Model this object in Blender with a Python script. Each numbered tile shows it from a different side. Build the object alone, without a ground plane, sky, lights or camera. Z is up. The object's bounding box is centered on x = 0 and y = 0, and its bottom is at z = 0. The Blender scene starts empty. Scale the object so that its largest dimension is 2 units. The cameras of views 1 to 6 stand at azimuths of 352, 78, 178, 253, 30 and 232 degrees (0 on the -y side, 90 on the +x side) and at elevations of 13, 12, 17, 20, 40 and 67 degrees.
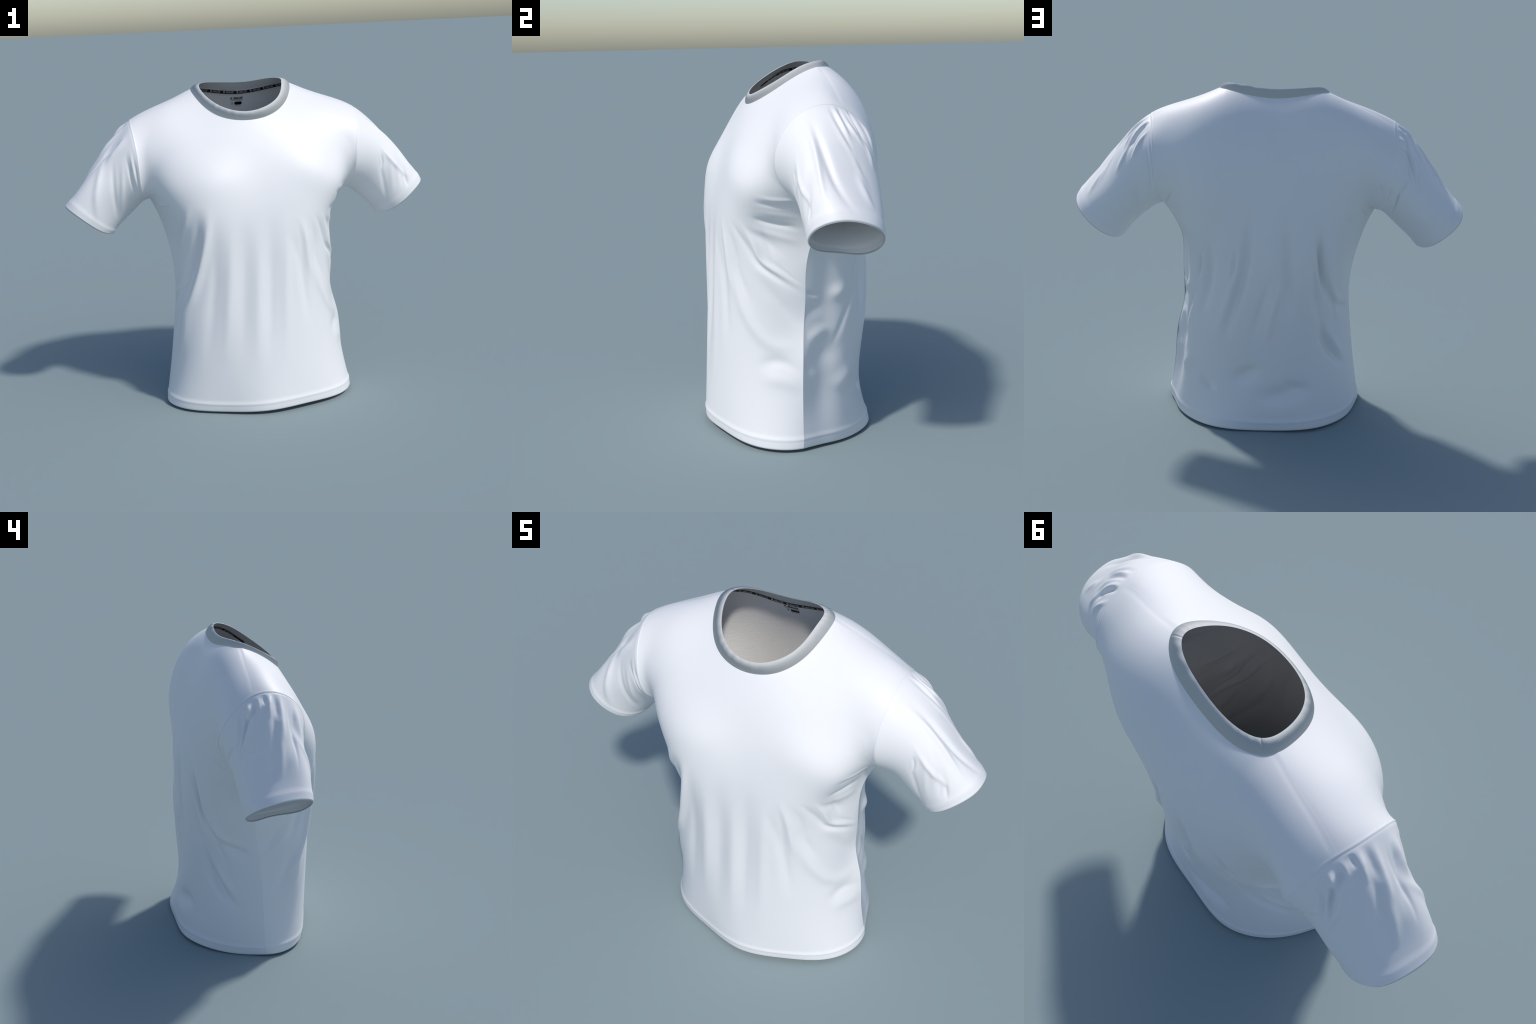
# White crew-neck T-shirt standing hollow, as if worn by an invisible torso.
# Built from spline surfaces: a front and a back panel, two set-in sleeves, a rolled
# collar, a neck tape with lettering and a printed size label inside the back.
import bpy, math, random
import numpy as np

random.seed(7)
rng = np.random.default_rng(7)
CLOTH = 0.0045            # cloth thickness in metres

# ------------------------------------------------------------------ spline tools
def loop_basis(n, u):
    """periodic uniform cubic B-spline weights"""
    u = (np.asarray(u, float) % 1.0) * n
    i = np.floor(u).astype(int)
    f = u - i
    w = [(1 - f) ** 3 / 6, (3 * f ** 3 - 6 * f ** 2 + 4) / 6,
         (-3 * f ** 3 + 3 * f ** 2 + 3 * f + 1) / 6, f ** 3 / 6]
    B = np.zeros((len(u), n))
    for k in range(4):
        np.add.at(B, (np.arange(len(u)), (i + k - 1) % n), w[k])
    return B


def open_basis(n, t, inner=None):
    """clamped cubic B-spline weights on 0..1"""
    if inner is None:
        inner = np.linspace(0, 1, n - 2)[1:-1]
    k = np.r_[[0.0] * 4, inner, [1.0] * 4]
    t = np.clip(np.asarray(t, float), 0, 1 - 1e-9)
    B = np.array([(t >= k[i]) & (t < k[i + 1]) for i in range(len(k) - 1)], float).T
    for d in range(1, 4):
        N = np.zeros((len(t), len(k) - 1 - d))
        for i in range(N.shape[1]):
            a, b = k[i + d] - k[i], k[i + d + 1] - k[i + 1]
            if a > 0:
                N[:, i] += (t - k[i]) / a * B[:, i]
            if b > 0:
                N[:, i] += (k[i + d + 1] - t) / b * B[:, i + 1]
        B = N
    return B


def along(P, n):
    """n points evenly spaced along a polyline"""
    d = np.r_[0, np.cumsum(np.linalg.norm(np.diff(P, axis=0), axis=1))]
    q = np.linspace(0, d[-1], n)
    return np.stack([np.interp(q, d, P[:, i]) for i in range(P.shape[1])], -1)


def unit(v):
    return v / (np.linalg.norm(v, axis=-1, keepdims=True) + 1e-12)


def smooth(x, a, b):
    x = np.clip((x - a) / (b - a), 0, 1)
    return x * x * (3 - 2 * x)


# ------------------------------------------------------------------ pattern pieces
# closed seam curves, control points (x, y, z)
NECK_SEAM = [
    (-0.021, -0.158, 1.540), (0.134, -0.140, 1.568), (0.237, -0.041, 1.636), (0.274, 0.084, 1.720),
    (0.267, 0.163, 1.729), (0.168, 0.227, 1.709), (-0.014, 0.228, 1.679), (-0.184, 0.225, 1.713),
    (-0.278, 0.164, 1.723), (-0.278, 0.080, 1.706), (-0.243, -0.032, 1.638), (-0.162, -0.124, 1.578),
]
COLLAR_RIM = [
    (-0.008, -0.141, 1.589), (0.115, -0.119, 1.616), (0.197, -0.042, 1.667), (0.220, 0.060, 1.733),
    (0.231, 0.135, 1.749), (0.159, 0.180, 1.750), (0.039, 0.191, 1.728), (-0.113, 0.194, 1.738),
    (-0.225, 0.156, 1.746), (-0.235, 0.079, 1.722), (-0.196, -0.032, 1.665), (-0.123, -0.111, 1.617),
]
ARMHOLE_LEFT = [
    (0.617, 0.089, 1.583), (0.612, -0.016, 1.568), (0.602, -0.110, 1.499), (0.581, -0.166, 1.357),
    (0.574, -0.135, 1.243), (0.564, -0.030, 1.149), (0.544, 0.102, 1.121), (0.546, 0.223, 1.172),
    (0.571, 0.304, 1.262), (0.580, 0.307, 1.374), (0.596, 0.256, 1.484), (0.598, 0.171, 1.549),
]
ARMHOLE_RIGHT = [
    (-0.624, 0.089, 1.578), (-0.622, -0.027, 1.557), (-0.604, -0.115, 1.470), (-0.589, -0.149, 1.347),
    (-0.588, -0.115, 1.222), (-0.574, -0.016, 1.145), (-0.531, 0.105, 1.130), (-0.523, 0.198, 1.140),
    (-0.562, 0.283, 1.204), (-0.565, 0.327, 1.307), (-0.599, 0.279, 1.433), (-0.602, 0.182, 1.538),
]
CUFF_LEFT = [
    (0.998, 0.073, 1.150), (0.991, -0.019, 1.146), (0.921, -0.085, 1.103), (0.841, -0.087, 1.029),
    (0.770, -0.019, 0.979), (0.734, 0.087, 0.964), (0.763, 0.179, 0.949), (0.834, 0.242, 0.988),
    (0.916, 0.239, 1.053), (0.981, 0.177, 1.116),
]
CUFF_RIGHT = [
    (-1.002, 0.047, 1.138), (-0.993, -0.040, 1.132), (-0.928, -0.103, 1.090), (-0.840, -0.082, 1.011),
    (-0.779, -0.029, 0.970), (-0.740, 0.076, 0.950), (-0.775, 0.173, 0.931), (-0.838, 0.250, 0.979),
    (-0.930, 0.231, 1.049), (-0.983, 0.180, 1.101),
]
# side seams from hem to armpit
SIDE_SEAM_LEFT = [
    (0.525, -0.026, 0.014), (0.498, -0.020, 0.154), (0.489, -0.019, 0.294), (0.486, -0.012, 0.434),
    (0.437, 0.001, 0.574), (0.450, 0.013, 0.714), (0.448, 0.007, 0.854), (0.449, 0.047, 0.994),
    (0.548, 0.100, 1.134),
]
SIDE_SEAM_RIGHT = [
    (-0.519, -0.021, 0.007), (-0.510, -0.017, 0.070), (-0.486, -0.010, 0.194), (-0.458, 0.001, 0.391),
    (-0.433, 0.023, 0.588), (-0.424, 0.056, 0.779), (-0.484, 0.096, 1.025), (-0.513, 0.098, 1.086),
    (-0.537, 0.100, 1.134),
]

# Each panel is a net of cross lines from hem to shoulder; every line runs from the
# wearer's right (-x) to the left (+x).
LEVELS = ["hem", "hem_top", "hip", "belly", "waist", "ribs", "armpit",
          "chest", "upper_chest", "collarbone", "shoulder"]
LEVEL_KNOTS = [0.12, 0.26, 0.40, 0.52, 0.62, 0.72, 0.86]
FRONT = {
    "hem": [
        (-0.519, -0.020, 0.007), (-0.538, -0.102, 0.013), (-0.460, -0.262, 0.012),
        (-0.226, -0.330, 0.006), (0.000, -0.428, 0.019), (0.237, -0.353, 0.025),
        (0.461, -0.267, 0.015), (0.539, -0.108, 0.014), (0.525, -0.026, 0.014),
    ],
    "hem_top": [
        (-0.508, -0.016, 0.083), (-0.507, -0.097, 0.090), (-0.456, -0.248, 0.099),
        (-0.231, -0.339, 0.097), (-0.001, -0.415, 0.108), (0.235, -0.357, 0.112),
        (0.447, -0.253, 0.101), (0.519, -0.105, 0.095), (0.508, -0.021, 0.091),
    ],
    "hip": [
        (-0.478, -0.008, 0.244), (-0.467, -0.085, 0.261), (-0.435, -0.232, 0.283),
        (-0.242, -0.335, 0.296), (-0.002, -0.400, 0.302), (0.229, -0.354, 0.302),
        (0.416, -0.234, 0.286), (0.477, -0.092, 0.269), (0.499, -0.027, 0.254),
    ],
    "belly": [
        (-0.440, 0.012, 0.511), (-0.430, -0.067, 0.526), (-0.452, -0.247, 0.575),
        (-0.242, -0.327, 0.587), (-0.004, -0.367, 0.594), (0.222, -0.347, 0.587),
        (0.393, -0.222, 0.567), (0.418, -0.072, 0.532), (0.459, 0.005, 0.520),
    ],
    "waist": [
        (-0.420, 0.050, 0.764), (-0.423, -0.035, 0.807), (-0.365, -0.199, 0.845),
        (-0.264, -0.344, 0.867), (0.002, -0.343, 0.870), (0.231, -0.353, 0.856),
        (0.382, -0.213, 0.837), (0.462, -0.077, 0.797), (0.437, -0.003, 0.755),
    ],
    "ribs": [
        (-0.485, 0.105, 1.051), (-0.448, 0.000, 1.035), (-0.431, -0.238, 1.057),
        (-0.274, -0.368, 1.095), (-0.005, -0.330, 1.102), (0.262, -0.344, 1.076),
        (0.400, -0.238, 1.047), (0.431, -0.019, 1.030), (0.475, 0.059, 1.023),
    ],
    "armpit": [
        (-0.550, 0.100, 1.136), (-0.524, -0.059, 1.168), (-0.507, -0.242, 1.215),
        (-0.266, -0.319, 1.278), (0.002, -0.281, 1.281), (0.243, -0.308, 1.277),
        (0.531, -0.268, 1.176), (0.501, -0.068, 1.165), (0.562, 0.111, 1.143),
    ],
    "chest": [
        (-0.596, -0.166, 1.204), (-0.557, -0.135, 1.311), (-0.486, -0.185, 1.412),
        (-0.259, -0.196, 1.450), (-0.004, -0.213, 1.471), (0.258, -0.219, 1.454),
        (0.474, -0.188, 1.375), (0.557, -0.158, 1.307), (0.570, -0.185, 1.203),
    ],
    "upper_chest": [
        (-0.593, -0.137, 1.518), (-0.564, -0.113, 1.530), (-0.461, -0.072, 1.621),
        (-0.239, -0.073, 1.610), (-0.001, -0.102, 1.669), (0.228, -0.064, 1.616),
        (0.450, -0.076, 1.598), (0.550, -0.144, 1.533), (0.598, -0.145, 1.521),
    ],
    "collarbone": [
        (-0.635, 0.042, 1.585), (-0.560, 0.063, 1.621), (-0.430, 0.065, 1.666),
        (-0.221, 0.069, 1.705), (-0.002, 0.013, 1.746), (0.216, 0.068, 1.727),
        (0.413, 0.057, 1.663), (0.560, 0.058, 1.632), (0.620, 0.033, 1.591),
    ],
    "shoulder": [
        (-0.612, 0.133, 1.558), (-0.557, 0.120, 1.601), (-0.415, 0.132, 1.651),
        (-0.221, 0.115, 1.736), (0.000, 0.083, 1.812), (0.213, 0.115, 1.750),
        (0.408, 0.131, 1.654), (0.550, 0.115, 1.612), (0.609, 0.128, 1.567),
    ],
}
BACK = {
    "hem": [
        (-0.520, -0.020, 0.007), (-0.494, 0.061, -0.001), (-0.451, 0.220, 0.002),
        (-0.253, 0.416, 0.018), (0.006, 0.387, -0.004), (0.267, 0.410, 0.015),
        (0.463, 0.219, 0.008), (0.505, 0.056, 0.016), (0.526, -0.026, 0.014),
    ],
    "hem_top": [
        (-0.507, -0.017, 0.082), (-0.482, 0.062, 0.080), (-0.432, 0.221, 0.087),
        (-0.238, 0.389, 0.098), (0.005, 0.389, 0.085), (0.258, 0.362, 0.087),
        (0.449, 0.234, 0.090), (0.494, 0.055, 0.091), (0.505, -0.022, 0.091),
    ],
    "hip": [
        (-0.477, -0.006, 0.244), (-0.461, 0.071, 0.257), (-0.395, 0.206, 0.269),
        (-0.201, 0.346, 0.275), (-0.005, 0.370, 0.273), (0.251, 0.302, 0.249),
        (0.415, 0.248, 0.262), (0.457, 0.056, 0.259), (0.503, -0.025, 0.255),
    ],
    "belly": [
        (-0.444, 0.008, 0.511), (-0.412, 0.084, 0.516), (-0.341, 0.200, 0.541),
        (-0.191, 0.352, 0.555), (0.000, 0.367, 0.560), (0.251, 0.394, 0.535),
        (0.425, 0.250, 0.531), (0.452, 0.082, 0.519), (0.459, 0.002, 0.519),
    ],
    "waist": [
        (-0.414, 0.057, 0.764), (-0.406, 0.121, 0.796), (-0.370, 0.277, 0.811),
        (-0.217, 0.394, 0.837), (0.010, 0.423, 0.845), (0.210, 0.378, 0.824),
        (0.391, 0.252, 0.800), (0.432, 0.099, 0.781), (0.435, 0.003, 0.757),
    ],
    "ribs": [
        (-0.497, 0.095, 1.050), (-0.449, 0.151, 1.027), (-0.372, 0.296, 1.045),
        (-0.216, 0.409, 1.085), (-0.002, 0.419, 1.095), (0.208, 0.387, 1.071),
        (0.393, 0.328, 1.025), (0.459, 0.138, 1.010), (0.483, 0.052, 1.018),
    ],
    "armpit": [
        (-0.534, 0.097, 1.137), (-0.479, 0.209, 1.165), (-0.382, 0.312, 1.235),
        (-0.211, 0.390, 1.293), (-0.002, 0.399, 1.302), (0.212, 0.404, 1.275),
        (0.415, 0.400, 1.213), (0.492, 0.221, 1.158), (0.555, 0.108, 1.149),
    ],
    "chest": [
        (-0.547, 0.329, 1.185), (-0.502, 0.288, 1.291), (-0.390, 0.318, 1.416),
        (-0.210, 0.346, 1.495), (-0.001, 0.354, 1.493), (0.216, 0.379, 1.484),
        (0.413, 0.379, 1.385), (0.528, 0.337, 1.301), (0.554, 0.313, 1.205),
    ],
    "upper_chest": [
        (-0.597, 0.309, 1.427), (-0.523, 0.304, 1.463), (-0.403, 0.270, 1.595),
        (-0.212, 0.279, 1.685), (-0.003, 0.247, 1.657), (0.219, 0.301, 1.671),
        (0.405, 0.292, 1.601), (0.519, 0.303, 1.464), (0.597, 0.310, 1.444),
    ],
    "collarbone": [
        (-0.602, 0.199, 1.519), (-0.546, 0.197, 1.585), (-0.406, 0.185, 1.644),
        (-0.219, 0.179, 1.765), (-0.002, 0.171, 1.741), (0.214, 0.175, 1.756),
        (0.400, 0.193, 1.664), (0.541, 0.189, 1.589), (0.595, 0.197, 1.537),
    ],
    "shoulder": [
        (-0.613, 0.133, 1.557), (-0.555, 0.124, 1.600), (-0.415, 0.130, 1.647),
        (-0.221, 0.118, 1.743), (-0.002, 0.138, 1.831), (0.214, 0.116, 1.749),
        (0.408, 0.129, 1.656), (0.549, 0.118, 1.609), (0.608, 0.127, 1.565),
    ],
}

# Sleeve rings between armhole and cuff; each starts on top and runs over the front.
SLEEVE_LEFT = {
    "shoulder": [
        (0.672, 0.082, 1.550), (0.663, -0.019, 1.526), (0.650, -0.109, 1.456),
        (0.621, -0.145, 1.337), (0.601, -0.114, 1.227), (0.583, -0.020, 1.144),
        (0.569, 0.098, 1.119), (0.573, 0.213, 1.154), (0.595, 0.283, 1.238),
        (0.619, 0.299, 1.343), (0.641, 0.258, 1.443), (0.659, 0.182, 1.514),
    ],
    "upper_arm": [
        (0.759, 0.074, 1.450), (0.764, -0.025, 1.439), (0.737, -0.093, 1.375),
        (0.698, -0.113, 1.286), (0.654, -0.078, 1.196), (0.622, -0.005, 1.128),
        (0.606, 0.095, 1.094), (0.619, 0.191, 1.120), (0.650, 0.260, 1.187),
        (0.684, 0.277, 1.273), (0.720, 0.249, 1.361), (0.750, 0.180, 1.429),
    ],
    "biceps": [
        (0.868, 0.063, 1.284), (0.884, -0.032, 1.292), (0.855, -0.081, 1.253),
        (0.794, -0.094, 1.182), (0.731, -0.074, 1.107), (0.686, -0.010, 1.053),
        (0.677, 0.088, 1.038), (0.692, 0.177, 1.049), (0.730, 0.243, 1.091),
        (0.782, 0.277, 1.154), (0.817, 0.236, 1.216), (0.847, 0.152, 1.264),
    ],
    "above_cuff": [
        (0.965, 0.067, 1.201), (0.965, -0.014, 1.202), (0.914, -0.070, 1.162),
        (0.852, -0.093, 1.105), (0.790, -0.066, 1.045), (0.740, 0.001, 1.006),
        (0.720, 0.085, 0.987), (0.738, 0.168, 0.988), (0.783, 0.232, 1.012),
        (0.841, 0.251, 1.063), (0.906, 0.230, 1.127), (0.943, 0.165, 1.173),
    ],
}
SLEEVE_RIGHT = {
    "shoulder": [
        (-0.679, 0.081, 1.535), (-0.666, -0.022, 1.506), (-0.660, -0.116, 1.428),
        (-0.626, -0.113, 1.308), (-0.613, -0.099, 1.209), (-0.587, -0.007, 1.134),
        (-0.568, 0.097, 1.128), (-0.560, 0.194, 1.138), (-0.577, 0.267, 1.188),
        (-0.601, 0.293, 1.285), (-0.630, 0.267, 1.393), (-0.654, 0.180, 1.487),
    ],
    "upper_arm": [
        (-0.775, 0.074, 1.433), (-0.762, -0.023, 1.409), (-0.730, -0.080, 1.344),
        (-0.702, -0.100, 1.257), (-0.663, -0.062, 1.172), (-0.630, 0.003, 1.114),
        (-0.599, 0.092, 1.079), (-0.610, 0.182, 1.107), (-0.628, 0.249, 1.154),
        (-0.662, 0.271, 1.229), (-0.706, 0.239, 1.315), (-0.746, 0.167, 1.390),
    ],
    "biceps": [
        (-0.870, 0.051, 1.262), (-0.884, -0.034, 1.274), (-0.851, -0.096, 1.235),
        (-0.800, -0.100, 1.169), (-0.746, -0.061, 1.101), (-0.704, 0.008, 1.048),
        (-0.681, 0.096, 1.020), (-0.681, 0.177, 1.020), (-0.725, 0.240, 1.069),
        (-0.773, 0.271, 1.125), (-0.821, 0.227, 1.188), (-0.856, 0.150, 1.238),
    ],
    "above_cuff": [
        (-0.952, 0.054, 1.172), (-0.956, -0.034, 1.179), (-0.920, -0.085, 1.149),
        (-0.856, -0.096, 1.090), (-0.795, -0.066, 1.032), (-0.748, -0.003, 0.994),
        (-0.731, 0.081, 0.977), (-0.741, 0.166, 0.968), (-0.786, 0.228, 0.996),
        (-0.848, 0.251, 1.052), (-0.905, 0.223, 1.107), (-0.944, 0.151, 1.153),
    ],
}

ARMPIT_T = 0.60           # height on the panel where the side seam meets the armhole
NECK_S = 0.43             # width on the panel where the shoulder seam meets the collar
TIP_U = -0.04             # shoulder seam end on the armhole loop

# ------------------------------------------------------------------ folds
# A fold is a path on a piece, a half width and a height (negative = valley), metres.
# path in (across, up) for the panels, (around, along) for the sleeves.
FRONT_FOLDS = [
    ([(-0.165, 0.520), (-0.200, 0.392), (-0.245, 0.252), (-0.310, 0.102)], 0.0240, 0.0090),
    ([(-0.075, 0.524), (-0.100, 0.388), (-0.140, 0.234), (-0.180, 0.094)], 0.0240, -0.0067),
    ([(0.015, 0.514), (-0.005, 0.368), (-0.030, 0.214), (-0.070, 0.078)], 0.0240, 0.0081),
    ([(0.100, 0.522), (0.085, 0.366), (0.065, 0.212), (0.030, 0.078)], 0.0220, -0.0063),
    ([(0.205, 0.522), (0.205, 0.364), (0.200, 0.208), (0.145, 0.080)], 0.0240, 0.0081),
    ([(0.320, 0.522), (0.350, 0.400), (0.390, 0.288), (0.375, 0.182)], 0.0220, -0.0072),
    ([(-0.270, 0.518), (-0.325, 0.376), (-0.375, 0.238), (-0.460, 0.094)], 0.0240, -0.0067),
    ([(-0.325, 0.540), (-0.360, 0.472), (-0.430, 0.398), (-0.535, 0.308), (-0.645, 0.256), (-0.840, 0.200)], 0.0200, 0.0247),
    ([(-0.395, 0.544), (-0.455, 0.474), (-0.575, 0.398), (-0.695, 0.326), (-0.815, 0.272)], 0.0260, -0.0225),
    ([(-0.470, 0.558), (-0.590, 0.478), (-0.750, 0.418), (-0.860, 0.372)], 0.0180, 0.0135),
    ([(-0.565, 0.546), (-0.745, 0.446), (-0.890, 0.396)], 0.0200, -0.0101),
    ([(-0.770, 0.362), (-0.825, 0.344), (-0.905, 0.332), (-0.970, 0.320)], 0.0160, -0.0101),
    ([(-0.735, 0.334), (-0.810, 0.320), (-0.900, 0.308), (-0.965, 0.290)], 0.0130, 0.0086),
    ([(-0.760, 0.318), (-0.865, 0.302), (-0.950, 0.288), (-0.980, 0.266)], 0.0100, -0.0050),
    ([(-0.660, 0.308), (-0.740, 0.264), (-0.800, 0.212), (-0.885, 0.182), (-0.975, 0.178)], 0.0260, -0.0086),
    ([(-0.600, 0.284), (-0.655, 0.226), (-0.710, 0.168), (-0.815, 0.130)], 0.0300, 0.0072),
    ([(0.525, 0.520), (0.640, 0.476), (0.690, 0.428), (0.795, 0.408), (0.895, 0.392), (0.995, 0.378)], 0.0120, 0.0112),
    ([(0.440, 0.514), (0.580, 0.464), (0.655, 0.422), (0.760, 0.400), (0.865, 0.384), (0.995, 0.366)], 0.0130, -0.0106),
    ([(0.735, 0.438), (0.810, 0.420), (0.895, 0.402), (0.995, 0.386)], 0.0070, -0.0044),
    ([(0.645, 0.536), (0.740, 0.532), (0.840, 0.526), (0.930, 0.522)], 0.0150, -0.0075),
    ([(0.635, 0.512), (0.740, 0.500), (0.845, 0.490), (0.965, 0.488)], 0.0180, 0.0050),
    ([(0.570, 0.508), (0.675, 0.486), (0.770, 0.472), (0.855, 0.438)], 0.0180, -0.0056),
    ([(0.295, 0.518), (0.350, 0.464), (0.395, 0.416), (0.415, 0.368), (0.465, 0.316)], 0.0160, 0.0069),
    ([(0.385, 0.500), (0.480, 0.450), (0.500, 0.402), (0.565, 0.348), (0.670, 0.298)], 0.0180, -0.0069),
    ([(0.435, 0.398), (0.525, 0.322), (0.630, 0.270), (0.745, 0.236), (0.870, 0.230), (1.000, 0.254)], 0.0260, 0.0088),
    ([(0.665, 0.396), (0.780, 0.352), (0.870, 0.322), (0.950, 0.288), (0.995, 0.282)], 0.0260, -0.0081),
    ([(0.670, 0.168), (0.745, 0.186), (0.835, 0.198), (0.925, 0.190), (1.000, 0.172)], 0.0220, -0.0063),
    ([(0.690, 0.140), (0.820, 0.160), (0.925, 0.152), (1.000, 0.132)], 0.0300, 0.0063),
    ([(0.195, 0.482), (0.315, 0.388), (0.350, 0.316), (0.385, 0.254), (0.400, 0.202)], 0.0200, -0.0050),
    ([(0.695, 0.520), (0.750, 0.468), (0.805, 0.426)], 0.0100, -0.0044),
    ([(-0.270, 0.612)], 0.1000, 0.0100),
    ([(0.440, 0.640)], 0.1000, 0.0112),
    ([(-0.885, 0.636), (-0.825, 0.598), (-0.730, 0.580)], 0.0100, -0.0100),
    ([(-0.860, 0.608), (-0.820, 0.580), (-0.710, 0.572)], 0.0090, 0.0075),
    ([(-0.900, 0.576), (-0.780, 0.564), (-0.665, 0.564)], 0.0080, -0.0063),
    ([(0.655, 0.614), (0.760, 0.612), (0.845, 0.610), (0.975, 0.652)], 0.0130, 0.0045),
    ([(0.635, 0.594), (0.755, 0.590), (0.850, 0.590), (0.925, 0.594)], 0.0140, -0.0052),
    ([(0.655, 0.564), (0.775, 0.560), (0.860, 0.558), (0.945, 0.550)], 0.0160, 0.0028),
    ([(0.605, 0.542), (0.725, 0.532), (0.840, 0.526), (0.950, 0.522)], 0.0170, -0.0042),
    ([(-0.845, 0.828), (-0.805, 0.760), (-0.775, 0.692)], 0.0550, 0.0050),
    ([(0.860, 0.796), (0.870, 0.740), (0.855, 0.680)], 0.0550, 0.0050),
]
BACK_FOLDS = [
    ([(-0.405, 0.526), (-0.430, 0.470), (-0.465, 0.404), (-0.560, 0.340)], 0.0090, -0.0144),
    ([(-0.385, 0.542), (-0.415, 0.470), (-0.445, 0.404), (-0.635, 0.306)], 0.0220, -0.0168),
    ([(-0.495, 0.528), (-0.525, 0.456), (-0.590, 0.382), (-0.750, 0.308)], 0.0200, 0.0049),
    ([(-0.115, 0.570), (-0.125, 0.486), (-0.145, 0.386), (-0.215, 0.264)], 0.0220, -0.0240),
    ([(-0.240, 0.522), (-0.255, 0.422), (-0.325, 0.316), (-0.395, 0.242)], 0.0260, 0.0038),
    ([(0.005, 0.568), (-0.010, 0.452), (-0.030, 0.352), (-0.050, 0.248)], 0.0300, 0.0049),
    ([(0.145, 0.588), (0.180, 0.466), (0.210, 0.370), (0.280, 0.278), (0.305, 0.208)], 0.0200, -0.0288),
    ([(0.235, 0.504), (0.265, 0.404), (0.315, 0.320), (0.385, 0.252), (0.480, 0.202)], 0.0160, 0.0059),
    ([(0.265, 0.474), (0.280, 0.420), (0.290, 0.370)], 0.0100, -0.0144),
    ([(0.480, 0.510), (0.500, 0.436), (0.500, 0.356), (0.540, 0.276)], 0.0220, -0.0264),
    ([(0.560, 0.512), (0.595, 0.446), (0.610, 0.378)], 0.0120, 0.0043),
    ([(0.580, 0.474), (0.600, 0.428), (0.620, 0.368)], 0.0100, -0.0192),
    ([(0.525, 0.124), (0.440, 0.108), (0.345, 0.096)], 0.0200, -0.0192),
    ([(0.255, 0.120), (0.130, 0.144), (0.025, 0.168)], 0.0300, -0.0216),
    ([(0.095, 0.078), (-0.070, 0.086), (-0.225, 0.094), (-0.385, 0.102)], 0.0360, -0.0216),
    ([(-0.465, 0.268), (-0.540, 0.214), (-0.670, 0.158), (-0.835, 0.132)], 0.0260, -0.0216),
    ([(-0.355, 0.448), (-0.400, 0.368), (-0.480, 0.268)], 0.0180, -0.0192),
    ([(-0.340, 0.522), (-0.425, 0.456), (-0.470, 0.394), (-0.555, 0.334), (-0.685, 0.314)], 0.0180, -0.0152),
    ([(-0.485, 0.444), (-0.555, 0.376), (-0.650, 0.334), (-0.770, 0.320), (-0.910, 0.322)], 0.0180, 0.0138),
    ([(-0.685, 0.310), (-0.785, 0.298), (-0.885, 0.298), (-0.940, 0.306)], 0.0200, -0.0166),
    ([(-0.460, 0.300), (-0.530, 0.236), (-0.630, 0.180), (-0.735, 0.140), (-0.770, 0.128)], 0.0160, -0.0124),
    ([(-0.560, 0.266), (-0.650, 0.202), (-0.755, 0.158), (-0.835, 0.146)], 0.0220, 0.0124),
    ([(-0.155, 0.422), (-0.050, 0.308), (0.010, 0.198)], 0.0160, 0.0097),
    ([(-0.035, 0.408), (0.055, 0.296), (0.105, 0.214)], 0.0160, -0.0097),
    ([(-0.110, 0.128), (-0.255, 0.104), (-0.400, 0.096)], 0.0240, -0.0110),
    ([(-0.610, 0.572), (-0.690, 0.552), (-0.775, 0.544), (-0.855, 0.554)], 0.0080, -0.0053),
    ([(-0.625, 0.590), (-0.715, 0.566), (-0.795, 0.558), (-0.855, 0.564)], 0.0060, 0.0053),
    ([(0.980, 0.598), (0.895, 0.658), (0.805, 0.680)], 0.0070, -0.0072),
    ([(-1.000, 0.566), (-0.915, 0.582), (-0.830, 0.604)], 0.0060, -0.0072),
    ([(-0.960, 0.728), (-0.955, 0.748), (-0.940, 0.766)], 0.0080, -0.0072),
    ([(1.000, 0.378), (0.960, 0.364), (0.905, 0.352)], 0.0070, -0.0072),
    ([(0.765, 0.354)], 0.0300, 0.0144),  # this and next four: relief shaped after sunlit patches and the seam's shadow
    ([(0.985, 0.256), (0.910, 0.264), (0.845, 0.288)], 0.0300, 0.0132),
    ([(0.780, 0.116), (0.695, 0.146), (0.590, 0.174)], 0.0340, 0.0120),
    ([(0.950, 0.324)], 0.0320, -0.0096),
    ([(0.835, 0.216)], 0.0500, -0.0120),
    ([(0.595, 0.364), (0.700, 0.300), (0.775, 0.248), (0.800, 0.216)], 0.0120, -0.0060),
    ([(1.000, 0.220), (0.970, 0.194), (0.910, 0.164)], 0.0180, -0.0084),
    ([(-0.415, 0.478), (-0.460, 0.388), (-0.570, 0.366), (-0.655, 0.290), (-0.755, 0.202)], 0.0140, -0.0072),
    ([(-0.200, 0.590), (-0.305, 0.552), (-0.375, 0.506), (-0.425, 0.434)], 0.0200, -0.0053),
]
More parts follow.
